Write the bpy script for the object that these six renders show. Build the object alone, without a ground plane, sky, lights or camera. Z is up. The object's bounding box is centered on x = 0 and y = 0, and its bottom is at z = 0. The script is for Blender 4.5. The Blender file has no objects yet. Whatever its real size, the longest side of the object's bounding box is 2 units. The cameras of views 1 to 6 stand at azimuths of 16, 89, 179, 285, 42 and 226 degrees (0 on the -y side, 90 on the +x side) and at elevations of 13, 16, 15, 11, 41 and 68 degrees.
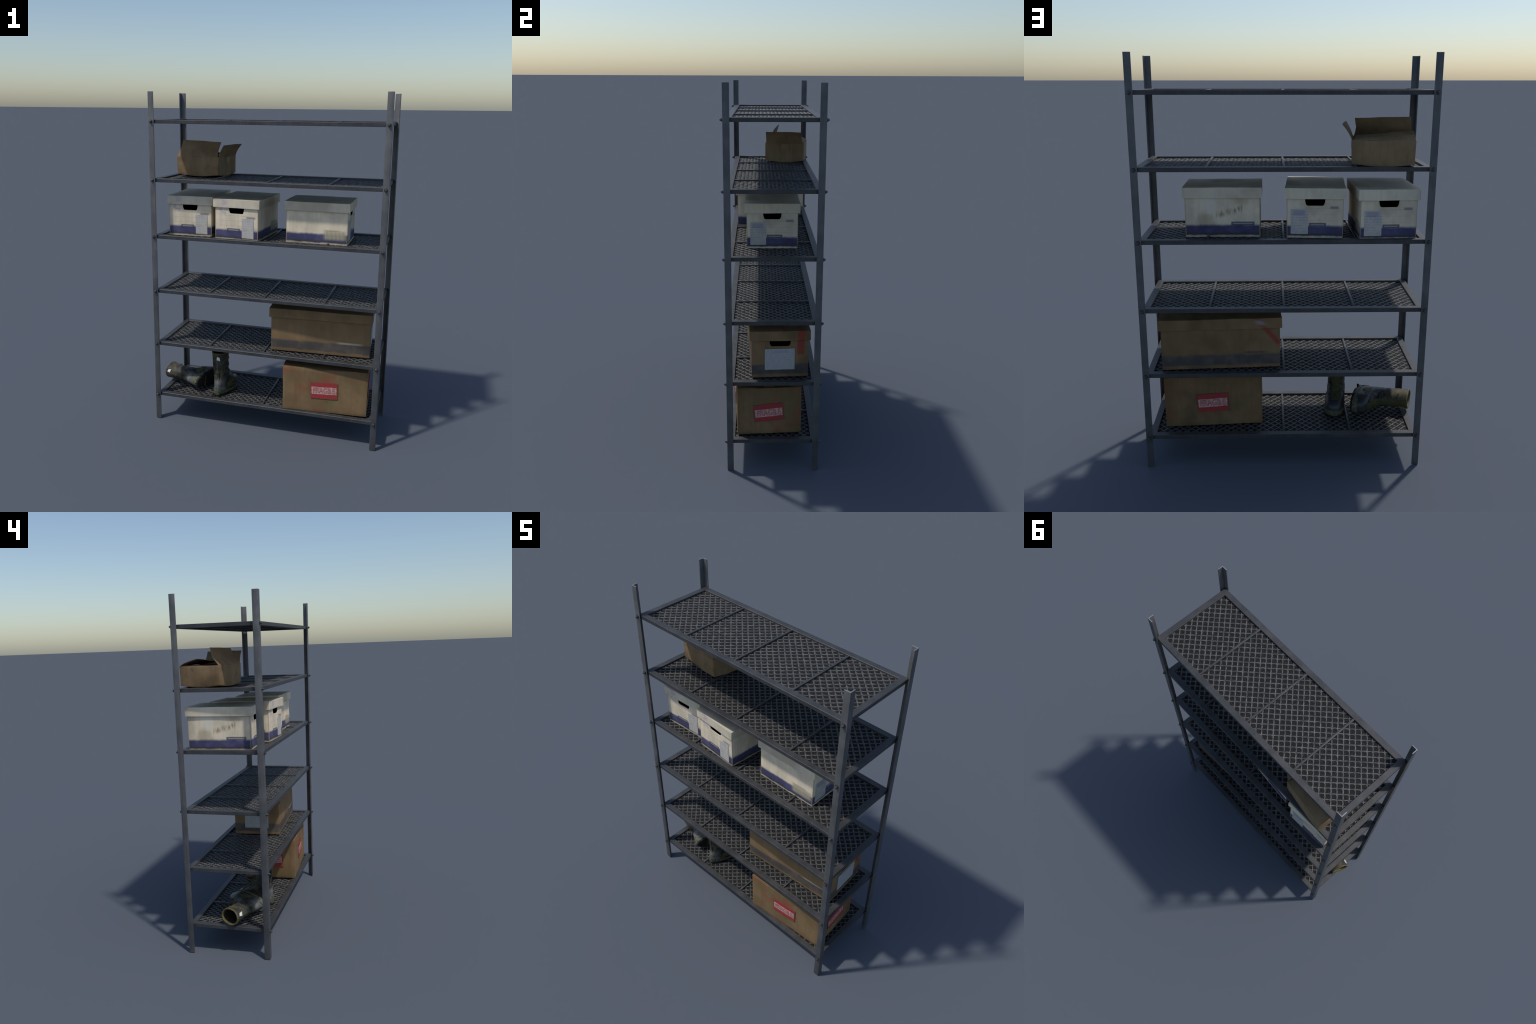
# Steel storage rack with six mesh shelves, cardboard boxes and a pair of boots.
import bpy, bmesh, math, random
import numpy as np
from mathutils import Vector, Matrix, noise

random.seed(7)
scene = bpy.context.scene
COL = scene.collection


# ------------------------------------------------------------------ helpers
def link(o, parent=None):
    COL.objects.link(o)
    if parent is not None:
        o.parent = parent
    return o


def empty(name, loc=(0, 0, 0), rot=(0, 0, 0), parent=None):
    o = bpy.data.objects.new(name, None)
    o.empty_display_size = 0.05
    o.location = loc
    o.rotation_euler = rot
    return link(o, parent)


def mesh_obj(name, verts, faces, mat, parent=None, smooth=False):
    me = bpy.data.meshes.new(name)
    me.from_pydata([tuple(v) for v in verts], [], [tuple(f) for f in faces])
    me.validate()
    bm = bmesh.new()
    bm.from_mesh(me)
    bmesh.ops.recalc_face_normals(bm, faces=bm.faces)
    bm.to_mesh(me)
    bm.free()
    me.polygons.foreach_set("use_smooth", [smooth] * len(me.polygons))
    if mat:
        me.materials.append(mat)
    return link(bpy.data.objects.new(name, me), parent)


def bake(o):
    """Apply all modifiers."""
    bpy.context.view_layer.update()
    dg = bpy.context.evaluated_depsgraph_get()
    me = bpy.data.meshes.new_from_object(o.evaluated_get(dg))
    old = o.data
    name = old.name
    o.modifiers.clear()
    o.data = me
    bpy.data.meshes.remove(old)
    me.name = name
    return o


def bevel(o, w, seg=2, angle=35):
    m = o.modifiers.new("bevel", 'BEVEL')
    m.width = w
    m.segments = seg
    m.limit_method = 'ANGLE'
    m.angle_limit = math.radians(angle)
    m.harden_normals = False
    bake(o)
    shade_angle(o, 40)
    return o


def shade_angle(o, deg=40):
    me = o.data
    me.polygons.foreach_set("use_smooth", [True] * len(me.polygons))
    bm = bmesh.new()
    bm.from_mesh(me)
    lim = math.radians(deg)
    for e in bm.edges:
        if len(e.link_faces) == 2 and e.calc_face_angle(0) > lim:
            e.smooth = False
    bm.to_mesh(me)
    bm.free()


def box_data(x0, x1, y0, y1, z0, z1):
    v = [(x, y, z) for z in (z0, z1) for y in (y0, y1) for x in (x0, x1)]
    f = [(0, 2, 3, 1), (4, 5, 7, 6), (0, 1, 5, 4), (2, 6, 7, 3), (0, 4, 6, 2), (1, 3, 7, 5)]
    return v, f


def slab(name, x0, x1, y0, y1, z0, z1, mat, parent=None, bev=0.0):
    v, f = box_data(x0, x1, y0, y1, z0, z1)
    o = mesh_obj(name, v, f, mat, parent)
    if bev:
        bevel(o, bev)
    return o


# ------------------------------------------------------------------ node kit
class Mat:
    def __init__(self, name, rough=0.7, metallic=0.0, spec=0.3):
        self.m = bpy.data.materials.new(name)
        self.m.use_nodes = True
        self.t = self.m.node_tree
        self.b = self.t.nodes["Principled BSDF"]
        self.b.inputs["Roughness"].default_value = rough
        self.b.inputs["Metallic"].default_value = metallic
        self.b.inputs["Specular IOR Level"].default_value = spec
        tc = self.t.nodes.new("ShaderNodeTexCoord")
        self.obj = tc.outputs["Object"]
        sep = self.t.nodes.new("ShaderNodeSeparateXYZ")
        self.t.links.new(self.obj, sep.inputs[0])
        self.x, self.y, self.z = sep.outputs

    def n(self, kind):
        return self.t.nodes.new(kind)

    def put(self, sock, val):
        if isinstance(val, bpy.types.NodeSocket):
            self.t.links.new(val, sock)
        elif isinstance(val, (tuple, list)) and len(val) == 3 and sock.type == 'RGBA':
            sock.default_value = (*val, 1)
        else:
            sock.default_value = val

    def math(self, op, a, b=0.0, c=None, clamp=False):
        k = self.n("ShaderNodeMath")
        k.operation = op
        k.use_clamp = clamp
        self.put(k.inputs[0], a)
        self.put(k.inputs[1], b)
        if c is not None:
            self.put(k.inputs[2], c)
        return k.outputs[0]

    def step(self, v, a, b):
        """0 below a, 1 above b (a > b reverses), smooth between."""
        k = self.n("ShaderNodeMapRange")
        k.interpolation_type = 'SMOOTHSTEP'
        rev = a > b
        lo, hi = (b, a) if rev else (a, b)
        self.put(k.inputs["Value"], v)
        k.inputs["From Min"].default_value = lo
        k.inputs["From Max"].default_value = hi
        k.inputs["To Min"].default_value = 1.0 if rev else 0.0
        k.inputs["To Max"].default_value = 0.0 if rev else 1.0
        return k.outputs[0]

    def band(self, v, lo, hi, soft):
        return self.mul(self.step(v, lo - soft, lo + soft), self.step(v, hi + soft, hi - soft))

    def mul(self, *s):
        r = s[0]
        for q in s[1:]:
            r = self.math('MULTIPLY', r, q)
        return r

    def add(self, a, b):
        return self.math('ADD', a, b, clamp=True)

    def mix(self, fac, a, b, mode='MIX'):
        k = self.n("ShaderNodeMix")
        k.data_type = 'RGBA'
        k.blend_type = mode
        self.put(k.inputs[0], fac)
        self.put(k.inputs[6], a)
        self.put(k.inputs[7], b)
        return k.outputs[2]

    def noise(self, scale, detail=4, stretch=(1, 1, 1), rough=0.55, off=(0, 0, 0)):
        mp = self.n("ShaderNodeMapping")
        mp.inputs["Scale"].default_value = stretch
        mp.inputs["Location"].default_value = off
        self.put(mp.inputs["Vector"], self.obj)
        k = self.n("ShaderNodeTexNoise")
        k.inputs["Scale"].default_value = scale
        k.inputs["Detail"].default_value = detail
        k.inputs["Roughness"].default_value = rough
        self.put(k.inputs["Vector"], mp.outputs[0])
        return k.outputs["Fac"]

    def bump(self, h, strength=0.2, dist=0.002):
        k = self.n("ShaderNodeBump")
        k.inputs["Strength"].default_value = strength
        k.inputs["Distance"].default_value = dist
        self.put(k.inputs["Height"], h)
        self.put(self.b.inputs["Normal"], k.outputs[0])

    def color(self, c):
        self.put(self.b.inputs["Base Color"], c)
        return self.m

    def rough(self, r):
        self.put(self.b.inputs["Roughness"], r)


# ------------------------------------------------------------------ materials
def steel(name, base, light, rough=0.5, metallic=0.55, cut_ends=False):
    k = Mat(name, rough, metallic, 0.5)
    n1 = k.noise(9, 5)
    n2 = k.noise(60, 3, (1, 1, 0.15))
    f = k.step(k.math('ADD', k.math('MULTIPLY', n1, 0.7), k.math('MULTIPLY', n2, 0.3)), 0.35, 0.68)
    c = k.mix(f, base, light)
    if cut_ends:                # bare saw-cut steel on the post ends
        c = k.mix(k.step(k.z, 1.9975, 1.9995), c, (0.27, 0.27, 0.28))
    k.rough(k.math('MULTIPLY_ADD', n1, 0.25, rough - 0.12))
    k.bump(k.noise(140, 2), 0.06, 0.001)
    return k.color(c)


M_POST = steel("post_steel", (0.098, 0.099, 0.100), (0.155, 0.156, 0.157), 0.55, 0.42, cut_ends=True)
M_FRAME = steel("frame_steel", (0.052, 0.053, 0.055), (0.084, 0.084, 0.086), 0.52, 0.4)
M_BOLT = steel("bolt_steel", (0.045, 0.046, 0.048), (0.11, 0.11, 0.11), 0.4, 0.6)


def strand_mat():
    k = Mat("mesh_strand_steel", 0.55, 0.2, 0.5)
    n = k.noise(45, 4)
    c = k.mix(k.step(n, 0.35, 0.7), (0.056, 0.055, 0.054), (0.138, 0.132, 0.125))
    return k.color(c)


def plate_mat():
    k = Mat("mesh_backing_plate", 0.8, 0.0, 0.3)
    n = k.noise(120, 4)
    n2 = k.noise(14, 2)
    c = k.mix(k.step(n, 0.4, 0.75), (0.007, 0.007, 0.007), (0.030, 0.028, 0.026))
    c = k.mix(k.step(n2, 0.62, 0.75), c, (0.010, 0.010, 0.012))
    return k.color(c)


M_STRAND, M_PLATE = strand_mat(), plate_mat()


def board_base(k, pale, mid, stain, scale=9.0):
    """Worn cardboard: mottled pale/mid with stains and vertical fibre streaks."""
    n1 = k.noise(scale, 5)
    n2 = k.noise(60, 3, (1, 1, 0.08))
    n3 = k.noise(scale * 0.6, 3, off=(3.1, 1.7, 0.4))
    c = k.mix(k.step(n1, 0.35, 0.7), mid, pale)
    c = k.mix(k.math('MULTIPLY', k.step(n2, 0.45, 0.75), 0.25), c, stain)
    c = k.mix(k.math('MULTIPLY', k.step(n3, 0.52, 0.70), 0.75), c, stain)
    k.bump(k.noise(90, 3), 0.08, 0.001)
    return c


# white file box: half sizes of the body, height
WX, WY, WH = 0.176, 0.132, 0.232


def file_box_body_mat():
    k = Mat("white_file_box_card", 0.75, 0, 0.2)
    c = board_base(k, (0.84, 0.72, 0.53), (0.66, 0.57, 0.43), (0.44, 0.36, 0.24))
    n = k.noise(26, 4)
    wob = k.math('MULTIPLY_ADD', n, 0.012, -0.006)
    zz = k.math('ADD', k.z, wob)
    xp = k.step(k.x, WX - 0.008, WX - 0.004)
    xn = k.step(k.x, -WX + 0.008, -WX + 0.004)
    yp = k.step(k.y, WY - 0.008, WY - 0.004)
    yn = k.step(k.y, -WY + 0.008, -WY + 0.004)
    ends = k.add(xp, xn)
    # ruled lines on the ends
    grey = (0.36, 0.34, 0.31)
    for zc in (0.142, 0.112, 0.083):
        m = k.mul(ends, k.band(k.z, zc - 0.001, zc + 0.001, 0.0016), k.band(k.y, -0.10, 0.105, 0.01))
        c = k.mix(k.math('MULTIPLY', m, 0.45), c, grey)
    # faint mauve scrawl on the plain end
    m = k.mul(xn, k.band(k.y, 0.055, 0.11, 0.02), k.band(k.z, 0.15, 0.21, 0.02), k.step(k.noise(34, 3), 0.4, 0.62))
    c = k.mix(k.math('MULTIPLY', m, 0.7), c, (0.42, 0.34, 0.42))
    # navy band round the foot
    navy = k.mix(k.step(k.noise(18, 4), 0.4, 0.7), (0.038, 0.042, 0.120), (0.065, 0.070, 0.185))
    navy = k.mix(k.step(zz, 0.030, 0.012), navy, (0.038, 0.037, 0.060))
    # paler, greyed patch where the code block sits on one long side
    code = k.mul(yn, k.band(k.x, 0.045, 0.166, 0.012), k.band(k.z, 0.030, 0.078, 0.010))
    bandm = k.math('MULTIPLY', k.mul(k.step(zz, 0.004, 0.014), k.step(zz, 0.067, 0.051)), 0.95)
    c = k.mix(bandm, c, navy)
    stripes = k.n("ShaderNodeTexWave")
    stripes.bands_direction = 'X'
    stripes.inputs["Scale"].default_value = 42
    stripes.inputs["Distortion"].default_value = 1.5
    k.put(stripes.inputs["Vector"], k.obj)
    cc = k.mix(stripes.outputs["Fac"], (0.55, 0.50, 0.42), (0.30, 0.27, 0.10))
    c = k.mix(k.math('MULTIPLY', code, 0.85), c, cc)
    red = k.mul(yn, k.band(k.x, 0.05, 0.13, 0.02), k.band(k.z, 0.076, 0.082, 0.004))
    c = k.mix(k.math('MULTIPLY', red, 0.6), c, (0.30, 0.14, 0.12))
    # dark outlined slot printed over the band on the ends and one long side
    for face, v, lo, hi, z0, z1 in ((xp, k.y, -0.028, 0.052, 0.055, 0.073),
                                    (xn, k.y, -0.022, 0.058, 0.050, 0.068),
                                    (yp, k.x, -0.150, -0.040, 0.056, 0.074)):
        outer = k.mul(face, k.band(v, lo, hi, 0.004), k.band(k.z, z0, z1, 0.003))
        inner = k.mul(face, k.band(v, lo + 0.008, hi - 0.008, 0.004), k.band(k.z, z0 + 0.006, z1 - 0.006, 0.0025))
        c = k.mix(k.math('MULTIPLY', outer, 0.9), c, (0.06, 0.06, 0.09))
        c = k.mix(k.math('MULTIPLY', inner, 0.6), c, (0.50, 0.48, 0.46))
    # small dark stamp near the top corner of the ends
    for face, lo, hi, z0, z1 in ((xp, 0.070, 0.110, 0.140, 0.152), (xn, -0.115, -0.062, 0.128, 0.140)):
        m = k.mul(face, k.band(k.y, lo, hi, 0.006), k.band(k.z, z0, z1, 0.004))
        c = k.mix(k.math('MULTIPLY', m, 0.75), c, (0.16, 0.16, 0.20))
    # brown scrawl on the other long side, rising to one end
    slant = k.math('MULTIPLY_ADD', k.x, 0.28, k.z)
    m = k.mul(yp, k.band(k.x, -0.10, 0.035, 0.015), k.band(slant, 0.100, 0.125, 0.012),
              k.step(k.noise(70, 3, (1.3, 1, 0.25)), 0.36, 0.62))
    c = k.mix(k.math('MULTIPLY', m, 0.7), c, (0.20, 0.12, 0.06))
    m = k.mul(yp, k.band(k.x, 0.036, 0.092, 0.008), k.band(k.z, 0.112, 0.25, 0.008))
    c = k.mix(k.math('MULTIPLY', m, 0.4), c, (0.72, 0.69, 0.64))
    # tan worn corner edges
    ax = k.math('ABSOLUTE', k.x)
    ay = k.math('ABSOLUTE', k.y)
    corner = k.mul(k.step(ax, WX - 0.006, WX - 0.001), k.step(ay, WY - 0.006, WY - 0.001))
    c = k.mix(k.math('MULTIPLY', corner, 0.7), c, (0.42, 0.33, 0.20))
    return k.color(c)


def file_box_lid_mat():
    k = Mat("white_file_box_lid_card", 0.75, 0, 0.2)
    c = board_base(k, (0.78, 0.68, 0.51), (0.63, 0.56, 0.43), (0.48, 0.41, 0.30), 7)
    xn = k.step(k.x, -WX, -WX - 0.006)
    yp = k.step(k.y, WY, WY + 0.006)
    m = k.mul(xn, k.band(k.y, 0.05, 0.11, 0.02), k.step(k.noise(34, 3), 0.4, 0.62))
    c = k.mix(k.math('MULTIPLY', m, 0.6), c, (0.46, 0.37, 0.46))
    m = k.mul(yp, k.band(k.x, 0.034, 0.095, 0.01), k.step(k.noise(60, 2, (1, 1, 0.1)), 0.4, 0.6))
    c = k.mix(k.math('MULTIPLY', m, 0.4), c, (0.74, 0.72, 0.70))
    return k.color(c)


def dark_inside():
    k = Mat("card_inside_painted_shadow", 0.9, 0, 0.1)
    return k.color((0.012, 0.011, 0.010))  # near-black colour paints in the unlit interior of the lidded boxes


def label_mat(name, tint, ink, seed=0.0):
    """Shipping label: rows of unreadable small print."""
    k = Mat(name, 0.55, 0, 0.3)
    rows = k.n("ShaderNodeTexWave")
    rows.bands_direction = 'Z'
    rows.inputs["Scale"].default_value = 24
    rows.inputs["Distortion"].default_value = 0.6
    k.put(rows.inputs["Vector"], k.obj)
    words = k.noise(110, 2, (1, 1, 0.35), off=(seed, seed, 0))
    m = k.mul(k.step(rows.outputs["Fac"], 0.45, 0.8), k.step(words, 0.45, 0.58))
    c = k.mix(k.math('MULTIPLY', m, 0.40), tint, ink)
    c = k.mix(k.math('MULTIPLY', k.step(k.noise(28, 3, off=(seed, 2, 5)), 0.45, 0.65), 0.35), c, (0.36, 0.34, 0.40))
    c = k.mix(k.math('MULTIPLY', k.step(k.noise(35, 3), 0.45, 0.7), 0.3), c, (0.45, 0.47, 0.40))
    return k.color(c)


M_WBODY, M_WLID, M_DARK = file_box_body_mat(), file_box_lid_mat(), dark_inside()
M_LABEL = label_mat("paper_label", (0.54, 0.505, 0.455), (0.22, 0.21, 0.26))
M_LABEL_B = label_mat("address_label_paper", (0.40, 0.405, 0.40), (0.22, 0.23, 0.25), 3.0)
M_STAMP = label_mat("label_heading_ink", (0.36, 0.34, 0.38), (0.20, 0.19, 0.25), 1.0)

# brown lidded box half sizes
DX, DY, DH = 0.2905, 0.147, 0.245


def brown_box_mat(name, lid=False):
    k = Mat(name, 0.78, 0, 0.2)
    c = board_base(k, (0.262, 0.170, 0.086), (0.205, 0.134, 0.068), (0.135, 0.086, 0.044), 6)
    hx, hy = (DX + 0.002, DY + 0.002) if lid else (DX - 0.008, DY - 0.008)
    xp = k.step(k.x, hx, hx + 0.004)
    yp = k.step(k.y, hy, hy + 0.004)
    yn = k.step(k.y, -hy, -hy - 0.004)
    zt = k.math('ADD', k.z, 0.208) if lid else k.z        # height above the box floor
    if not lid:
        wob = k.math('MULTIPLY_ADD', k.noise(20, 4), 0.02, -0.01)
        zz = k.math('ADD', k.z, wob)
        slate = k.mix(k.step(k.noise(14, 4), 0.4, 0.7), (0.062, 0.060, 0.062), (0.115, 0.100, 0.088))
        c = k.mix(k.math('MULTIPLY', k.mul(k.step(zz, 0.010, 0.024), k.step(zz, 0.082, 0.062)), 0.9), c, slate)
        m = k.mul(yn, k.band(k.x, 0.11, 0.245, 0.025), k.band(k.z, 0.072, 0.082, 0.004))
        c = k.mix(k.math('MULTIPLY', m, 0.75), c, (0.46, 0.42, 0.33))
        m = k.mul(yp, k.band(k.x, -0.22, -0.11, 0.03), k.band(k.z, 0.076, 0.086, 0.004))
        c = k.mix(k.math('MULTIPLY', m, 0.75), c, (0.06, 0.06, 0.055))
    # red tape: straight down one end, on the slant over one long side
    red = k.mix(k.step(k.noise(55, 3), 0.4, 0.65), (0.33, 0.045, 0.035), (0.22, 0.05, 0.035))
    m = k.mul(xp, k.band(k.y, 0.090, 0.126, 0.006), k.step(zt, 0.115, 0.135))
    c = k.mix(k.math('MULTIPLY', m, 0.8), c, red)
    s = k.math('MULTIPLY_ADD', k.x, -0.62, zt)
    s = k.math('ADD', k.math('MULTIPLY', k.x, 0.75), k.math('MULTIPLY', zt, -0.62))
    m = k.mul(yp, k.band(s, -0.302, -0.280, 0.008), k.step(zt, 0.105, 0.13))
    c = k.mix(k.math('MULTIPLY', m, 0.45 if lid else 0.85), c, red)
    if lid:
        m = k.mul(yp, k.band(s, -0.305, -0.278, 0.01), k.band(zt, 0.228, 0.25, 0.008))
        c = k.mix(k.math('MULTIPLY', m, 0.7), c, (0.34, 0.30, 0.33))
        m = k.mul(k.step(k.z, 0.040, 0.045), k.band(k.x, 0.14, 0.24, 0.01), k.band(k.y, 0.02, 0.10, 0.012))
        c = k.mix(k.math('MULTIPLY', m, 0.4), c, (0.36, 0.25, 0.19))
    return k.color(c)


M_DBODY = brown_box_mat("brown_record_box_card")
M_DLID = brown_box_mat("brown_record_box_lid_card", True)


def parcel_mat():
    k = Mat("brown_parcel_card", 0.78, 0, 0.2)
    c = board_base(k, (0.250, 0.165, 0.083), (0.185, 0.119, 0.058), (0.112, 0.070, 0.034), 6)
    # overspray blotches of green and rust on the sides
    g = k.step(k.noise(11, 2, off=(5, 2, 1)), 0.54, 0.68)
    c = k.mix(k.math('MULTIPLY', g, 0.45), c, (0.12, 0.125, 0.05))
    r = k.step(k.noise(9, 2, off=(1, 7, 3)), 0.54, 0.68)
    c = k.mix(k.math('MULTIPLY', r, 0.5), c, (0.25, 0.085, 0.045))
    return k.color(c)


def carton_mat():
    k = Mat("brown_carton_card", 0.78, 0, 0.2)
    c = board_base(k, (0.29, 0.198, 0.110), (0.225, 0.150, 0.078), (0.140, 0.088, 0.046), 11)
    sp = k.step(k.noise(16, 1, off=(2, 4, 9)), 0.70, 0.78)
    c = k.mix(k.math('MULTIPLY', sp, 0.6), c, (0.12, 0.085, 0.05))
    return k.color(c)


def flat_mat(name, c1, c2, rough=0.7, scale=60, spec=0.3, lo=0.35, hi=0.65):
    k = Mat(name, rough, 0, spec)
    return k.color(k.mix(k.step(k.noise(scale, 4), lo, hi), c1, c2))


M_PARCEL, M_CARTON = parcel_mat(), carton_mat()
def sticker_red():
    """Red print, worn through to the card towards its rim."""
    k = Mat("sticker_red", 0.6, 0, 0.25)
    n = k.noise(38, 4)
    c = k.mix(k.step(n, 0.35, 0.65), (0.40, 0.035, 0.045), (0.27, 0.05, 0.04))
    ex = k.step(k.math('ADD', k.math('ABSOLUTE', k.x), k.math('MULTIPLY_ADD', n, 0.05, -0.025)), 0.058, 0.084)
    ey = k.step(k.math('ADD', k.math('ABSOLUTE', k.y), k.math('MULTIPLY_ADD', n, 0.05, -0.025)), 0.036, 0.058)
    w = k.math('MAXIMUM', ex, ey)
    return k.color(k.mix(k.math('MULTIPLY', w, 0.75), c, (0.19, 0.075, 0.045)))


M_RED = sticker_red()
M_INK = flat_mat("sticker_lettering", (0.36, 0.10, 0.10), (0.45, 0.20, 0.18), 0.6, 45)
M_WHITE = flat_mat("sticker_white", (0.60, 0.40, 0.36), (0.48, 0.24, 0.21), 0.55, 45)
M_TAPE = flat_mat("packing_tape", (0.27, 0.19, 0.085), (0.23, 0.16, 0.07), 0.4, 30)


# ------------------------------------------------------------------ the rack
CX = 0.0075                  # the rack stands a little to +x: a boot overhangs at -x
PX, PY = 0.6837, 0.240       # outer faces of the posts (half sizes)
FLANGE, WALL = 0.0327, 0.0048
LEVELS = [1.8333 - 0.3341 * i for i in range(6)]   # bolt heights
FX, FY, BAR = 0.6668, 0.2315, 0.0318               # shelf frame half sizes, bar width

rack = empty("storage_rack")
rack["label"] = "dark steel rack with six expanded mesh shelves"
rack["category"] = "shelf rack"


def post_mesh():
    s, w = FLANGE, WALL
    prof = [(0, 0), (-s, 0), (-s, w), (-w, w), (-w, s), (0, s)]   # corner at +x,-y
    v = [(x, y, 0.0) for x, y in prof] + [(x, y, 2.0) for x, y in prof]
    n = len(prof)
    f = [(i, (i + 1) % n, n + (i + 1) % n, n + i) for i in range(n)]
    f += [tuple(range(n))[::-1], tuple(range(n, 2 * n))]
    return v, f


pv, pf = post_mesh()
for sx, sy, in ((1, -1), (1, 1), (-1, 1), (-1, -1)):
    vv = [(sx * x, -sy * y, z) for x, y, z in pv]
    o = mesh_obj("post", vv, pf, M_POST, rack)
    o.location = (CX + sx * PX, sy * PY, 0)
    bevel(o, 0.0009, 2)


def bolt_mesh():
    """Washer, hexagon nut and stud end along -y from the post face."""
    bm = bmesh.new()

    def disc(r0, r1, y0, y1, n, turn=0.0):
        a = [bm.verts.new((r0 * math.cos(turn + t), y0, r0 * math.sin(turn + t)))
             for t in [2 * math.pi * i / n for i in range(n)]]
        b = [bm.verts.new((r1 * math.cos(turn + t), y1, r1 * math.sin(turn + t)))
             for t in [2 * math.pi * i / n for i in range(n)]]
        for i in range(n):
            bm.faces.new((a[i], a[(i + 1) % n], b[(i + 1) % n], b[i]))
        bm.faces.new(a)
        bm.faces.new(b)

    disc(0.0108, 0.0104, 0.0012, -0.0018, 24)
    disc(0.0086, 0.0086, -0.0015, -0.0068, 6, 0.3)
    disc(0.0086, 0.0070, -0.0068, -0.0080, 6, 0.3)
    disc(0.0048, 0.0048, 0.0120, -0.0115, 14)
    disc(0.0048, 0.0036, -0.0115, -0.0130, 14)
    bmesh.ops.recalc_face_normals(bm, faces=bm.faces)
    me = bpy.data.meshes.new("bolt")
    bm.to_mesh(me)
    bm.free()
    me.materials.append(M_BOLT)
    return me


BOLT = bolt_mesh()


def rounded_rect(hx, hy, r, n=6):
    pts = []
    for cx, cy, a0 in ((hx - r, hy - r, 0), (-hx + r, hy - r, 90), (-hx + r, -hy + r, 180), (hx - r, -hy + r, 270)):
        for i in range(n + 1):
            a = math.radians(a0 + 90 * i / n)
            pts.append((cx + r * math.cos(a), cy + r * math.sin(a)))
    return pts


def frame_mesh():
    """Welded flat frame: a rectangular bar section carried round a rounded rectangle."""
    z0, z1, ch = -0.0105, 0.0105, 0.0014
    n = 6
    rings = []
    for off, z in ((0.0, z0 + ch), (0.0, z1 - ch), (ch, z1), (BAR - ch, z1), (BAR, z1 - ch), (BAR, z0 + ch),
                   (BAR - ch, z0), (ch, z0)):
        r = max(0.014 - off, 0.0006)
        rings.append([(x, y, z) for x, y in rounded_rect(FX - off, FY - off, r, n)])
    m = len(rings[0])
    v = [p for r in rings for p in r]
    f = []
    for j in range(len(rings)):
        for i in range(m):
            a, b = j * m, ((j + 1) % len(rings)) * m
            f.append((a + i, a + (i + 1) % m, b + (i + 1) % m, b + i))
    return v, f


SX, SY = 0.0404, 0.0400       # mesh opening pitch
PHX, PHY = 0.637, -0.1865     # lattice phase


def strand_mesh():
    """Expanded metal: rows of scale-shaped arcs, each a raised strand on both faces."""
    prof = [(-0.0052, 0.0), (-0.0021, 0.0032), (0.0017, 0.0032), (0.0040, 0.0), (0.0012, -0.0012), (-0.0012, -0.0012)]
    st = 7
    ts = [-1 + 2 * i / (st - 1) for i in range(st)]
    verts, faces = [], []
    ix, iy = FX - BAR, FY - BAR
    rows = int(2 * iy / (SY / 2)) + 4
    cols = int(2 * ix / SX) + 3
    for r in range(-2, rows):
        yr = -iy + (PHY + iy) % (SY / 2) + r * SY / 2
        shift = 0.5 if round((yr - PHY) / (SY / 2)) % 2 else 0.0
        for ccol in range(-1, cols):
            base = -ix + ((PHX - CX + ix) % SX)
            xc = base + (ccol + shift) * SX
            if abs(xc) > ix + SX or abs(yr) > iy + SY:
                continue
            jit = random.uniform(-0.0006, 0.0006)
            pts = []
            for t in ts:
                pts.append(Vector((xc + SX / 2 * t, yr - SY / 2 * (1 - abs(t) ** 1.8) + jit, 0)))
            b0 = len(verts)
            for i, p in enumerate(pts):
                q = pts[min(i + 1, st - 1)] - pts[max(i - 1, 0)]
                q.normalize()
                nrm = Vector((-q.y, q.x, 0))
                for w, h in prof:
                    verts.append(p + nrm * w + Vector((0, 0, h)))
            np_ = len(prof)
            for i in range(st - 1):
                for k in range(np_):
                    a = b0 + i * np_ + k
                    b = b0 + i * np_ + (k + 1) % np_
                    faces.append((a, b, b + np_, a + np_))
    me = bpy.data.meshes.new("mesh_strands")
    me.from_pydata(verts, [], faces)
    bm = bmesh.new()
    bm.from_mesh(me)
    m = 0.004
    for co, no in (((ix + m, 0, 0), (1, 0, 0)), ((-ix - m, 0, 0), (-1, 0, 0)),
                   ((0, iy + m, 0), (0, 1, 0)), ((0, -iy - m, 0), (0, -1, 0))):
        bmesh.ops.bisect_plane(bm, geom=bm.verts[:] + bm.edges[:] + bm.faces[:], plane_co=co, plane_no=no,
                               clear_outer=True)
    bmesh.ops.recalc_face_normals(bm, faces=bm.faces)
    bm.to_mesh(me)
    bm.free()
    me.polygons.foreach_set("use_smooth", [True] * len(me.polygons))
    me.materials.append(M_STRAND)
    return me


STRANDS = strand_mesh()
fv, ff = frame_mesh()
frame_o = mesh_obj("frame", fv, ff, M_FRAME)
shade_angle(frame_o, 30)
FRAME = frame_o.data
bpy.data.objects.remove(frame_o)
div_o = slab("divider", -0.0055, 0.0055, -(FY - BAR) - 0.004, FY - BAR + 0.004, -0.0085, 0.0088, M_FRAME, None, 0.0014)
DIVIDER = div_o.data
bpy.data.objects.remove(div_o)
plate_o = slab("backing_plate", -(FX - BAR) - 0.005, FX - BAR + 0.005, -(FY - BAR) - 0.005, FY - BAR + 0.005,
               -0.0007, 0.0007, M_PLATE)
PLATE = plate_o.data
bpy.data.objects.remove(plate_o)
DIV_X = (0.361, 0.0055, -0.331)
PANEL = -0.0018                # plate height relative to the bolts; strand crests 2.6 mm above

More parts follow.
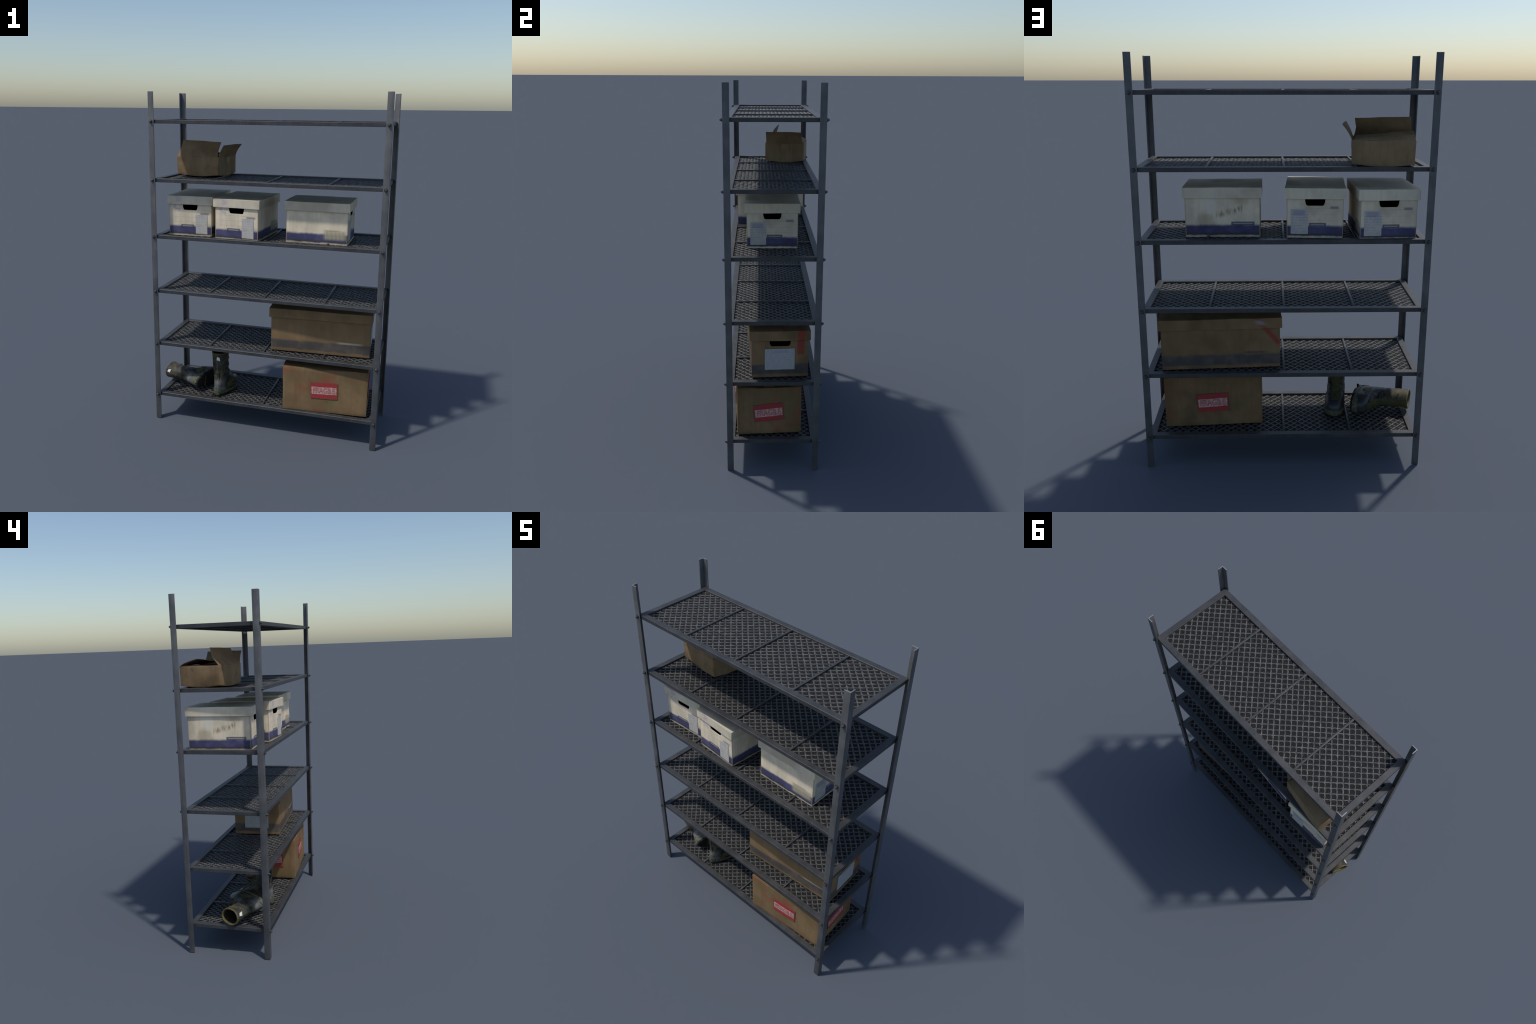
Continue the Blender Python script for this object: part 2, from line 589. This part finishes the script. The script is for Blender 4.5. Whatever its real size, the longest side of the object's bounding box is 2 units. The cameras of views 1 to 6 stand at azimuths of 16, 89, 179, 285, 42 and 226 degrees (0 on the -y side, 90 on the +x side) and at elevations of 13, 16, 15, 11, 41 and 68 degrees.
for z in LEVELS:
    shelf = empty("shelf", (CX, 0, z), parent=rack)
    link(bpy.data.objects.new("frame", FRAME), shelf)
    p = link(bpy.data.objects.new("backing_plate", PLATE), shelf)
    p.location.z = PANEL
    s = link(bpy.data.objects.new("mesh_strands", STRANDS), shelf)
    s.location.z = PANEL
    s["kind"] = "stuff"
    for x in DIV_X:
        d = link(bpy.data.objects.new("divider", DIVIDER), shelf)
        d.location = (x - CX, 0, 0)
    for sx in (1, -1):
        for sy in (1, -1):
            b = link(bpy.data.objects.new("bolt", BOLT), shelf)
            b.location = (sx * 0.6678, sy * PY, 0)
            b.rotation_euler = (0, random.uniform(0, 6.28), math.pi if sy > 0 else 0)


# ------------------------------------------------------------------ boxes
def grid_tub(hx, hy, h, n=10, taper=1.0, wave=0.001, bottom_sag=0.0, seed=0.0, open_side='top'):
    """Five-sided tray (open at the top, or at the bottom for a lid) as a subdivided shell."""
    bm = bmesh.new()
    bmesh.ops.create_cube(bm, size=1.0)
    for v in bm.verts:
        v.co = Vector((v.co.x * 2 * hx, v.co.y * 2 * hy, (v.co.z + 0.5) * h))
    bm.faces.ensure_lookup_table()
    want = 1 if open_side == 'top' else -1
    kill = [f for f in bm.faces if f.normal.z * want > 0.9]
    bmesh.ops.delete(bm, geom=kill, context='FACES_ONLY')
    bmesh.ops.subdivide_edges(bm, edges=bm.edges[:], cuts=n, use_grid_fill=True)
    for v in bm.verts:
        c = v.co.copy()
        s = 1 + (taper - 1) * (1 - c.z / h)
        inner = max(0.0, 1 - max(abs(c.x) / hx, abs(c.y) / hy))
        d = noise.noise_vector(c * 9 + Vector((seed, seed, seed))) * wave
        v.co = Vector((c.x * s, c.y * s, c.z)) + d
        if open_side == 'bottom' and c.z > h - 1e-5:
            v.co.z -= bottom_sag * min(1.0, inner * 1.6)
        if open_side == 'top' and c.z < 1e-5:
            v.co.z = -bottom_sag * min(1.0, inner * 2.0)
    bmesh.ops.recalc_face_normals(bm, faces=bm.faces)
    me = bpy.data.meshes.new("tub")
    bm.to_mesh(me)
    bm.free()
    return me


def solid_tub(name, me, mat, thick, parent, bev=0.0012):
    me.name = name
    me.materials.append(mat)
    o = link(bpy.data.objects.new(name, me), parent)
    m = o.modifiers.new("solid", 'SOLIDIFY')
    m.thickness = thick
    m.offset = -1
    m.use_even_offset = True
    bake(o)
    if bev:
        bevel(o, bev, 2, 50)
    else:
        shade_angle(o, 40)
    return o


def cut_handle(o, hx, zt, w=0.097, h=0.036):
    """Cut the rounded hand hole through both end walls, directly below the lid."""
    pts = [(-w / 2, h), (-w / 2 + 0.004, 0.012)]
    for i in range(5):
        a = math.radians(180 + 90 * i / 4)
        pts.append((-w / 2 + 0.016 + 0.011 * math.cos(a), 0.011 + 0.011 * math.sin(a)))
    pts += [(-x, z) for x, z in reversed(pts)]
    n = len(pts)
    for s in (-1, 1):
        v = [(s * hx - 0.02, y, zt - h + z) for y, z in pts] + [(s * hx + 0.02, y, zt - h + z) for y, z in pts]
        f = [(i, (i + 1) % n, n + (i + 1) % n, n + i) for i in range(n)] + [tuple(range(n)), tuple(range(n, 2 * n))]
        cut = mesh_obj("cutter", v, f, None, o.parent)
        m = o.modifiers.new("hole", 'BOOLEAN')
        m.object = cut
        m.operation = 'DIFFERENCE'
        m.solver = 'EXACT'
        bake(o)
        cm = cut.data
        bpy.data.objects.remove(cut)
        bpy.data.meshes.remove(cm)
    shade_angle(o, 35)


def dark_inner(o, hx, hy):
    """Blacken the inner board so the hand holes read as deep shadow."""
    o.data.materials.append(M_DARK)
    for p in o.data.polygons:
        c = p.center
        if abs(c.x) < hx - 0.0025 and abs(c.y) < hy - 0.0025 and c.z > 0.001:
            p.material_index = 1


def end_label(parent, side, hx, y0, y1, z0, z1, mat, name="label", t=0.0008):
    x0 = side * (hx + 0.0002)
    x1 = side * (hx + 0.0002 + t)
    return slab(name, min(x0, x1), max(x0, x1), y0, y1, z0, z1, mat, parent)


# ---- three white file boxes sharing meshes
def build_file_box():
    e = empty("file_box")
    body = solid_tub("body", grid_tub(WX, WY, WH, 9, 1.0, 0.0012, seed=2.0), M_WBODY, 0.004, e)
    cut_handle(body, WX, 0.190)
    lid = solid_tub("lid", grid_tub(0.1855, 0.1420, 0.050, 9, 1.0, 0.0022, 0.008, 5.0, 'bottom'), M_WLID, 0.004, e)
    lid.location.z = 0.187
    end_label(e, 1, WX, -0.113, -0.032, 0.019, 0.138, M_LABEL, t=0.0014)
    end_label(e, -1, WX, -0.106, -0.034, 0.015, 0.128, M_LABEL, t=0.0014)
    end_label(e, 1, WX, -0.104, -0.048, 0.108, 0.133, M_STAMP, "label_heading", 0.0020)
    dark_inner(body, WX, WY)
    return e


def clone_tree(src, loc, rot):
    e = empty(src.name.split(".")[0], loc, rot)
    for c in src.children:
        d = c.copy()
        COL.objects.link(d)
        d.parent = e
    return e


proto = build_file_box()
proto.location = (0.293, -0.004, LEVELS[2] + 0.0015)
boxA = clone_tree(proto, (-0.4710, 0.0275, LEVELS[2] + 0.0025), (0, 0, math.radians(92.0)))
boxB = clone_tree(proto, (-0.1520, -0.0130, LEVELS[2] + 0.0025), (0, 0, math.radians(86.0)))
for b in (proto, boxA, boxB):
    b["label"] = "white cardboard file box with lid and navy band"
    b["category"] = "storage box"

# ---- long brown record box
rec = empty("record_box", (0.3215, 0.0205, LEVELS[4] + 0.0095), (0, 0, math.radians(3.3)))
rec["label"] = "long brown cardboard box with lid and red tape"
rec["category"] = "storage box"
b = solid_tub("body", grid_tub(DX, DY, DH, 11, 1.0, 0.0022, seed=8.0), M_DBODY, 0.0045, rec)
cut_handle(b, DX, 0.212, 0.114, 0.038)
lid = solid_tub("lid", grid_tub(DX + 0.0105, DY + 0.0105, 0.053, 11, 1.0, 0.003, 0.003, 11.0, 'bottom'), M_DLID, 0.0045, rec)
lid.location.z = 0.208
end_label(rec, 1, DX, -0.080, 0.076, 0.043, 0.160, M_LABEL_B, t=0.0026)
end_label(rec, -1, DX, -0.076, 0.080, 0.043, 0.160, M_LABEL_B, t=0.0026)
end_label(rec, 1, DX, -0.045, 0.042, 0.138, 0.150, M_STAMP, "label_heading", 0.0034)
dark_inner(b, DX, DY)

# ---- taped parcel with warning stickers
EX, EY, EH = 0.2465, 0.1705, 0.268
par = empty("parcel_box", (0.3700, -0.0335, LEVELS[5] + 0.0125), (0, 0, math.radians(3.8)))
par["label"] = "brown cardboard parcel with red and white warning stickers"
par["category"] = "cardboard box"
body = solid_tub("body", grid_tub(EX, EY, EH, 11, 0.995, 0.003, seed=14.0), M_PARCEL, 0.005, par)


def flap_sheet(name, rows, mat, parent, thick=0.0035, seed=0.0, wave=0.0015, n=12):
    """Cardboard flap: straight across, carried through a list of (left, right) edges from hinge to tip."""
    v, f = [], []
    for l, r in rows:
        l, r = Vector(l), Vector(r)
        for i in range(n + 1):
            p = l.lerp(r, i / n)
            p = p + noise.noise_vector(p * 14 + Vector((seed, 0, 0))) * wave
            v.append(p)
    m = n + 1
    for j in range(len(rows) - 1):
        for i in range(n):
            f.append((j * m + i, j * m + i + 1, (j + 1) * m + i + 1, (j + 1) * m + i))
    o = mesh_obj(name, v, f, mat, parent, True)
    s = o.modifiers.new("sub", 'SUBSURF')
    s.levels = 1
    s.subdivision_type = 'SIMPLE'
    s = o.modifiers.new("solid", 'SOLIDIFY')
    s.thickness = thick
    s.offset = 0
    bake(o)
    shade_angle(o, 40)
    return o


# top flaps: the two long ones meet near the middle, sagging slightly
for s in (-1, 1):
    rows = []
    for k in range(9):
        t = k / 8
        y = s * (EY - 0.002 - t * (EY - 0.004))
        rows.append(((-EX + 0.002, y, EH + 0.0005 - 0.005 * t), (EX - 0.002, y, EH + 0.0005 - 0.005 * t)))
    fl = flap_sheet("top_flap", rows, M_PARCEL, par, 0.004, 3.0 + s, 0.003, 16)
    for v in fl.data.vertices:            # dent in the front edge
        if s < 0:
            d = max(0.0, 1 - abs(v.co.x + 0.02) / 0.11) * max(0.0, 1 - abs(v.co.y + EY) / 0.09)
            v.co.z -= 0.012 * d * d
slab("tape", -EX + 0.01, EX - 0.01, -0.026, 0.026, EH + 0.0005, EH + 0.0022, M_TAPE, par)
for v in body.data.vertices:
    if v.co.z > EH - 0.06 and v.co.y < -EY + 0.012:
        d = max(0.0, 1 - abs(v.co.x + 0.02) / 0.11) * max(0.0, (v.co.z - EH + 0.06) / 0.06)
        v.co.z -= 0.012 * d * d


def text_mesh(body_text, size, mat, parent, depth=0.0004):
    cu = bpy.data.curves.new("lettering", 'FONT')
    cu.body = body_text
    cu.size = size
    cu.align_x = 'CENTER'
    cu.align_y = 'CENTER'
    cu.extrude = depth
    cu.offset = size * 0.03
    o = link(bpy.data.objects.new("lettering", cu))
    bpy.context.view_layer.update()
    me = bpy.data.meshes.new_from_object(o.evaluated_get(bpy.context.evaluated_depsgraph_get()))
    bpy.data.objects.remove(o)
    bpy.data.curves.remove(cu)
    me.name = "lettering"
    me.materials.clear()
    me.materials.append(mat)
    return link(bpy.data.objects.new("lettering", me), parent)


def ragged_patch(name, w, h, t, mat, parent, seed):
    """Thin sticker, its outline worn ragged."""
    pts = []
    n = 10
    for a, b in (((-1, -1), (1, -1)), ((1, -1), (1, 1)), ((1, 1), (-1, 1)), ((-1, 1), (-1, -1))):
        for i in range(n):
            u = i / n
            p = Vector(((a[0] + (b[0] - a[0]) * u) * w / 2, (a[1] + (b[1] - a[1]) * u) * h / 2, 0))
            p += noise.noise_vector(p * 60 + Vector((seed, 0, 0))) * 0.0035
            pts.append((p.x, p.y))
    m = len(pts)
    v = [(x, y, -t / 2) for x, y in pts] + [(x, y, t / 2) for x, y in pts]
    f = [(i, (i + 1) % m, m + (i + 1) % m, m + i) for i in range(m)] + [tuple(range(m)), tuple(range(m, 2 * m))]
    return mesh_obj(name, v, f, mat, parent)


STICK = None
for k, (loc, rz, tilt) in enumerate((((-0.002, -EY - 0.0022, 0.138), 0, 2.0),
                                     ((0.006, EY + 0.0022, 0.128), 180, 2.5),
                                     ((EX + 0.0022, -0.004, 0.126), 90, 4.5),
                                     ((-EX - 0.0022, -0.01, 0.126), -90, 3.0))):
    st = empty("warning_sticker", loc, parent=par)
    st.rotation_euler = (Matrix.Rotation(math.radians(rz), 4, 'Z') @ Matrix.Rotation(math.radians(90), 4, 'X')
                         @ Matrix.Rotation(math.radians(tilt), 4, 'Z')).to_euler()
    if STICK is None:
        STICK = [ragged_patch("red_ground", 0.158, 0.100, 0.0028, M_RED, st, 1.0),
                 ragged_patch("white_panel", 0.146, 0.044, 0.0010, M_WHITE, st, 4.0),
                 text_mesh("FRAGILE", 0.046, M_INK, st)]
        STICK[1].location.z = 0.0017
        STICK[2].location.z = 0.0025
        STICK[2].scale = (0.76, 1.0, 1.0)
    else:
        for q in STICK:
            d = q.copy()
            COL.objects.link(d)
            d.parent = st

# ---- open carton with raised flaps
OX, OY, OH = 0.1410, 0.1190, 0.1165
car = empty("open_carton", (-0.4530, 0.1040, LEVELS[1] + 0.0100), (0, 0, math.radians(-7.6)))
car["label"] = "small open brown carton with raised flaps"
car["category"] = "cardboard box"
me = grid_tub(OX, OY, OH, 9, 0.985, 0.003, 0.0, seed=21.0)
for v in me.vertices:
    # sides belly outward a little, the corners of the floor are crushed upward
    t = max(0.0, 1 - v.co.z / OH)
    cx_, cy_ = abs(v.co.x) / OX, abs(v.co.y) / OY
    if t > 0.86:
        v.co.z += 0.011 * max(0.0, cx_ + cy_ - 1.25) / 0.75 * ((t - 0.86) / 0.14)
    bel = math.sin(math.pi * min(1, max(0, v.co.z / OH))) * 0.003
    if cx_ > 0.95:
        v.co.x += math.copysign(bel * (1 - cy_ * cy_), v.co.x)
    if cy_ > 0.95:
        v.co.y += math.copysign(bel * (1 - cx_ * cx_), v.co.y)
body = solid_tub("body", me, M_CARTON, 0.0035, car)
# heights below are relative to the carton floor
flap_sheet("flap", [((-OX + 0.002, -OY + 0.001, OH - 0.001), (OX - 0.006, -OY + 0.001, OH - 0.001)),
                    ((-OX + 0.004, -OY + 0.018, OH + 0.020), (OX - 0.012, -OY + 0.018, OH + 0.022)),
                    ((-OX + 0.008, -OY + 0.038, OH + 0.042), (OX - 0.016, -OY + 0.036, OH + 0.046)),
                    ((-OX + 0.010, -OY + 0.048, OH + 0.066), (OX - 0.012, -OY + 0.046, OH + 0.068)),
                    ((-OX + 0.013, -OY + 0.055, OH + 0.094), (OX - 0.010, -OY + 0.056, OH + 0.087))],
           M_CARTON, car, 0.003, 1.0, 0.0025)
flap_sheet("flap", [((OX - 0.001, -OY + 0.004, OH - 0.001), (OX - 0.001, OY - 0.006, OH - 0.001)),
                    ((OX + 0.008, -OY + 0.006, OH + 0.026), (OX + 0.012, OY - 0.013, OH + 0.024)),
                    ((OX + 0.020, -OY + 0.006, OH + 0.050), (OX + 0.026, OY - 0.015, OH + 0.046)),
                    ((OX + 0.034, -OY + 0.006, OH + 0.072), (OX + 0.046, OY - 0.012, OH + 0.071))],
           M_CARTON, car, 0.003, 2.0, 0.0025)
flap_sheet("flap", [((-OX + 0.004, OY - 0.001, OH + 0.001), (OX - 0.006, OY - 0.001, OH + 0.001)),
                    ((-OX + 0.002, OY - 0.030, OH + 0.015), (OX - 0.010, OY - 0.030, OH + 0.006)),
                    ((-OX + 0.004, OY - 0.068, OH + 0.026), (OX - 0.012, OY - 0.068, OH + 0.010)),
                    ((-OX + 0.006, OY - 0.104, OH + 0.036), (OX - 0.016, OY - 0.096, OH + 0.014))],
           M_CARTON, car, 0.003, 3.0, 0.003)
flap_sheet("flap", [((-OX + 0.005, -OY + 0.006, OH - 0.002), (-OX + 0.005, OY - 0.006, OH - 0.002)),
                    ((-OX + 0.030, -OY + 0.010, OH - 0.005), (-OX + 0.030, OY - 0.008, OH + 0.004)),
                    ((-OX + 0.060, -OY + 0.012, OH - 0.014), (-OX + 0.060, OY - 0.010, OH + 0.002)),
                    ((-OX + 0.092, -OY + 0.012, OH - 0.026), (-OX + 0.092, OY - 0.010, OH - 0.006))],
           M_CARTON, car, 0.003, 4.0, 0.002)
slab("tape", OX + 0.0036, OX + 0.0046, -0.020, 0.026, OH - 0.042, OH - 0.004, M_TAPE, car)
slab("tape", OX + 0.0005, OX + 0.0012, -0.020, 0.024, 0.004, 0.022, M_TAPE, car)


# ------------------------------------------------------------------ boots
def boot_upper_mat():
    """Worn camouflage leather and canvas: olive, brown, charcoal, black."""
    k = Mat("camouflage_leather", 0.55, 0, 0.4)
    n1 = k.noise(22, 3)
    n2 = k.noise(30, 2, off=(4, 1, 2))
    n3 = k.noise(40, 3, off=(9, 3, 5))
    c = k.mix(k.step(n1, 0.47, 0.53), (0.034, 0.034, 0.036), (0.060, 0.055, 0.026))
    c = k.mix(k.step(n2, 0.55, 0.60), c, (0.009, 0.009, 0.009))
    c = k.mix(k.step(n3, 0.60, 0.66), c, (0.095, 0.080, 0.062))
    # olive canvas collar
    col = k.step(k.math('ADD', k.z, k.math('MULTIPLY_ADD', n1, 0.1, -0.05)), 0.20, 0.225)
    olive = k.mix(k.step(n3, 0.42, 0.62), (0.065, 0.056, 0.022), (0.100, 0.081, 0.038))
    olive = k.mix(k.step(n2, 0.52, 0.58), olive, (0.042, 0.037, 0.033))
    c = k.mix(k.math('MULTIPLY', col, 0.8), c, olive)
    # the vamp is charcoal, the heel counter pale grey
    toe = k.step(k.x, 0.135, 0.165)
    c = k.mix(k.math('MULTIPLY', toe, 0.85), c, k.mix(n1, (0.028, 0.029, 0.033), (0.056, 0.057, 0.063)))
    heel = k.mul(k.step(k.x, 0.060, 0.030), k.step(k.z, 0.115, 0.085))
    c = k.mix(heel, c, k.mix(k.step(n1, 0.4, 0.65), (0.11, 0.105, 0.10), (0.22, 0.21, 0.205)))
    k.rough(k.math('MULTIPLY_ADD', toe, -0.22, 0.58))
    k.bump(k.noise(120, 3), 0.15, 0.001)
    return k.color(c)


M_UPPER = boot_upper_mat()
M_RUBBER = flat_mat("grey_green_rubber", (0.115, 0.130, 0.085), (0.065, 0.075, 0.055), 0.65, 70)
M_SOLE = flat_mat("black_sole_rubber", (0.006, 0.006, 0.006), (0.016, 0.015, 0.014), 0.8, 50)
M_WELT = flat_mat("worn_tan_welt", (0.17, 0.115, 0.045), (0.035, 0.035, 0.024), 0.7, 60, lo=0.4, hi=0.55)
M_LACE = flat_mat("olive_lace", (0.055, 0.052, 0.022), (0.085, 0.078, 0.032), 0.8, 80)
M_LINING = flat_mat("boot_lining", (0.020, 0.019, 0.012), (0.035, 0.032, 0.018), 0.9, 50)
M_RIM = flat_mat("olive_collar_binding", (0.13, 0.108, 0.042), (0.075, 0.066, 0.026), 0.7, 60)
M_WHITE_PATCH = flat_mat("white_shaft_patch", (0.80, 0.80, 0.80), (0.70, 0.70, 0.70), 0.6, 60)
M_YELLOW = flat_mat("yellow_tab", (0.30, 0.24, 0.05), (0.24, 0.19, 0.05), 0.7, 60)

BOOT_H = 0.276
#        z      back    front   half width
BOOT = [(0.016, 0.000, 0.229, 0.053),
        (0.034, -0.003, 0.232, 0.055),
        (0.050, -0.003, 0.230, 0.054),
        (0.066, -0.001, 0.222, 0.051),
        (0.080, 0.002, 0.204, 0.051),
        (0.094, 0.005, 0.175, 0.049),
        (0.108, 0.008, 0.151, 0.047),
        (0.128, 0.009, 0.133, 0.046),
        (0.155, 0.007, 0.120, 0.0455),
        (0.195, 0.004, 0.114, 0.0465),
        (0.235, 0.000, 0.112, 0.048),
        (0.276, -0.002, 0.113, 0.049)]
BT = np.array(BOOT)


def boot_ring(z, grow=0.0, n=44):
    xb, xf, w = (float(np.interp(z, BT[:, 0], BT[:, i])) for i in (1, 2, 3))
    low = min(1.0, max(0.0, (0.115 - z) / 0.05))
    pts = []
    for i in range(n):
        a = 2 * math.pi * i / n
        ca, sa = math.cos(a), math.sin(a)
        e = 2 / (2.0 + 0.7 * low)
        u = math.copysign(abs(ca) ** e, ca)
        s = math.copysign(abs(sa) ** e, sa)
        x = (xb + xf) / 2 + (xf - xb) / 2 * u
        heelw = 0.66 + 0.34 * min(1.0, max(0.0, (x - 0.02) / 0.13))
        toew = 1.0 - 0.10 * min(1.0, max(0.0, (x - 0.17) / 0.06))
        wf = 1 + (heelw * toew - 1) * low
        skew = -0.006 * low * min(1.0, max(0.0, x / 0.2))
        px, py = x, w * wf * s + skew
        c = Vector(((xb + xf) / 2, 0, 0))
        d = Vector((px, py, 0)) - c
        d = d * (1 + grow / max(d.length, 0.01))
        pts.append(c + d + Vector((0, 0, z)))
    return pts


def boot_upper():
    n = 44
    zs = list(np.linspace(0.014, BOOT_H, 46))
    rings = [boot_ring(z, 0, n) for z in zs]
    for _ in range(3):                       # relax down the stack
        new = [rings[0]]
        for j in range(1, len(rings) - 1):
            new.append([(rings[j - 1][i] + rings[j][i] * 2 + rings[j + 1][i]) / 4 for i in range(n)])
        rings = new + [rings[-1]]
    for j, r in enumerate(rings):
        for i, p in enumerate(r):
            z = zs[j]
            a = 0.0035 if 0.07 < z < 0.2 else 0.0018
            d = noise.noise_vector(Vector((p.x * 22, p.y * 22, p.z * 30)))
            r[i] = p + Vector((d.x, d.y, d.z * 0.4)) * a
            if z > 0.1:                      # ankle creases
                r[i] += Vector((p.x - 0.057, p.y, 0)) * 0.03 * math.sin(z * 160 + 3 * p.y * 20) * max(0, 1 - abs(z - 0.125) / 0.03)
            if j == len(rings) - 1:
                r[i] += Vector((0, 0, 0.0012 * math.sin(i * 0.6)))
    return zs, rings, n


ZS, RINGS, RN = boot_upper()


def tube(rings, n, cap0=False, cap1=False):
    v = [p for r in rings for p in r]
    f = []
    for j in range(len(rings) - 1):
        for i in range(n):
            f.append((j * n + i, j * n + (i + 1) % n, (j + 1) * n + (i + 1) % n, (j + 1) * n + i))
    if cap0:
        f.append(tuple(range(n)))
    if cap1:
        f.append(tuple(range((len(rings) - 1) * n, len(rings) * n)))
    return v, f


def shrink(ring, d):
    c = sum(ring, Vector()) / len(ring)
    return [p - (p - c).normalized() * d for p in ring]


def patch(name, keep, offset, mat, parent):
    """Shell lying on the upper over the grid cells that keep(x, y, z) selects."""
    idx, v, f = {}, [], []

    def vid(j, i):
        i %= RN
        if (j, i) not in idx:
            p = RINGS[j][i]
            c = sum(RINGS[j], Vector()) / RN
            idx[(j, i)] = len(v)
            v.append(p + (p - c).normalized() * offset)
        return idx[(j, i)]

    for j in range(len(RINGS) - 1):
        for i in range(RN):
            q = (RINGS[j][i] + RINGS[j][(i + 1) % RN] + RINGS[j + 1][i] + RINGS[j + 1][(i + 1) % RN]) / 4
            if keep(q.x, q.y, q.z):
                f.append((vid(j, i), vid(j, i + 1), vid(j + 1, i + 1), vid(j + 1, i)))
    o = mesh_obj(name, v, f, mat, parent, True)
    s = o.modifiers.new("solid", 'SOLIDIFY')
    s.thickness = 0.004
    s.offset = 0
    bake(o)
    shade_angle(o, 50)
    return o


def sweep(path, r, mat, name, parent, flat=1.0):
    cu = bpy.data.curves.new(name, 'CURVE')
    cu.dimensions = '3D'
    sp = cu.splines.new('POLY')
    sp.points.add(len(path) - 1)
    for q, p in zip(sp.points, path):
        q.co = (*p, 1)
    cu.bevel_depth = r
    cu.bevel_resolution = 2
    cu.use_fill_caps = True
    o = link(bpy.data.objects.new(name, cu))
    bpy.context.view_layer.update()
    me = bpy.data.meshes.new_from_object(o.evaluated_get(bpy.context.evaluated_depsgraph_get()))
    bpy.data.objects.remove(o)
    bpy.data.curves.remove(cu)
    me.name = name
    me.materials.clear()
    me.materials.append(mat)
    me.polygons.foreach_set("use_smooth", [True] * len(me.polygons))
    return link(bpy.data.objects.new(name, me), parent)


def build_boot():
    e = empty("boot")
    v, f = tube(RINGS, RN, cap0=True)
    mesh_obj("upper", v, f, M_UPPER, e, True)
    # binding round the opening and the lining going down inside
    top = RINGS[-1]
    rim = [[p + Vector((0, 0, -0.003)) for p in shrink(top, -0.0015)], [p + Vector((0, 0, 0.003)) for p in shrink(top, -0.001)],
           [p + Vector((0, 0, 0.005)) for p in shrink(top, 0.003)], [p + Vector((0, 0, 0.002)) for p in shrink(top, 0.007)],
           [p + Vector((0, 0, -0.010)) for p in shrink(top, 0.0075)]]
    v, f = tube(rim, RN)
    mesh_obj("collar_binding", v, f, M_RIM, e, True)
    inner = [shrink(RINGS[j], 0.0068) for j in range(len(RINGS) - 1, 10, -2)]
    v, f = tube(inner, RN, cap1=True)
    mesh_obj("lining", v, f, M_LINING, e, True)
    patch("toe_bumper", lambda x, y, z: x > 0.188 and z < 0.036, 0.0015, M_RUBBER, e)
    patch("heel_cap", lambda x, y, z: x < 0.045 and z < 0.050 - 0.2 * x + 0.006 * math.sin(y * 250), 0.0015, M_RUBBER, e)
    patch("foxing", lambda x, y, z: 0.03 < x < 0.20 and z < 0.026, 0.0012, M_RUBBER, e)
    patch("side_panel", lambda x, y, z: ((x - 0.095) / 0.03) ** 2 + ((z - 0.066) / 0.021) ** 2 < 1 and abs(y) > 0.02, 0.0010, M_LACE, e)
    patch("back_strip", lambda x, y, z: x < 0.012 and 0.10 < z < 0.25 and abs(y) < 0.014, 0.0012, M_UPPER, e)
    patch("tongue", lambda x, y, z: x > 0.085 and 0.085 < z < 0.272 and abs(y) < 0.020, 0.0012, M_LACE, e)
    pale_quad = slab("white_patch", -0.0045, 0.0030, -0.0095, 0.0095, -0.0105, 0.0105, M_WHITE_PATCH, e, 0.001)
    for v in pale_quad.data.vertices:          # skewed outline
        v.co.z += v.co.y * 0.35
        v.co.y *= 1.0 - v.co.z * 14
    pale_quad.location = (0.0012, -0.0135, 0.247)
    pale_quad.rotation_euler = (0, 0, math.radians(17))
    patch("side_tab", lambda x, y, z: x > 0.05 and 0.235 < z < 0.262 and 0.022 < y < 0.036, 0.0020, M_YELLOW, e)
    # laces zigzag up the front
    for k in range(8):
        z = 0.090 + k * 0.021
        zz = min(z, 0.255)
        j = min(range(len(ZS)), key=lambda q: abs(ZS[q] - zz))
        pts = []
        for i in range(-7, 8):
            p = RINGS[min(len(ZS) - 1, max(0, j + (1 if (i + k) % 5 == 0 else 0)))][i % RN]
            c = sum(RINGS[j], Vector()) / RN
            pts.append(p + (p - c).normalized() * 0.0016 + Vector((0, 0, 0.0012 * i * (1 if k % 2 else -1))))
        sweep(pts, 0.0024, M_LACE, "lace", e)
    # sole: thin welt, then lugged heel and forefoot blocks with an arch gap
    def outline(x0, x1, grow, lug):
        pts = []
        base = boot_ring(0.020, grow, 120)
        for i, p in enumerate(base):
            q = p.copy()
            if lug and (i // 3) % 2:
                c = Vector((0.11, 0, p.z))
                q -= (q - c).normalized() * lug
            q.x = min(max(q.x, x0), x1)
            pts.append(q)
        return pts

    def block(name, x0, x1, z0, z1, grow, lug, mat):
        pts = outline(x0, x1, grow, lug)
        r0 = [Vector((p.x, p.y, z0)) for p in pts]
        r1 = [Vector((p.x, p.y, z1)) for p in pts]
        v, f = tube([r0, r1], len(pts), True, True)
        return mesh_obj(name, v, f, mat, e)

    block("welt", -1, 1, 0.0100, 0.0190, 0.0045, 0.0012, M_WELT)
    block("heel_block", -1, 0.066, 0.0, 0.0104, 0.0035, 0.0028, M_SOLE)
    block("forefoot_block", 0.092, 1, 0.0, 0.0104, 0.0035, 0.0028, M_SOLE)
    return e


boot1 = build_boot()
h1 = math.radians(90 - 8)
boot1.location = (-0.2985, -0.1690, LEVELS[5] + 0.0045)
boot1.rotation_euler = (0, 0, h1)

# the other boot lies on its side: shaft towards -x, toe towards +y
th = math.radians(20.5)
Zb = Vector((-math.cos(th), math.sin(th), 0.03)).normalized()
Xb = Vector((math.sin(th), math.cos(th), -0.05))
Xb = (Xb - Zb * Xb.dot(Zb)).normalized()
Yb = Zb.cross(Xb)
R = Matrix((Xb, Yb, Zb)).transposed()
boot2 = clone_tree(boot1, (-0.4270, -0.1600, 0.2280), R.to_euler())
for b in (boot1, boot2):
    b["label"] = "worn camouflage lace up combat boot"
    b["category"] = "boot"
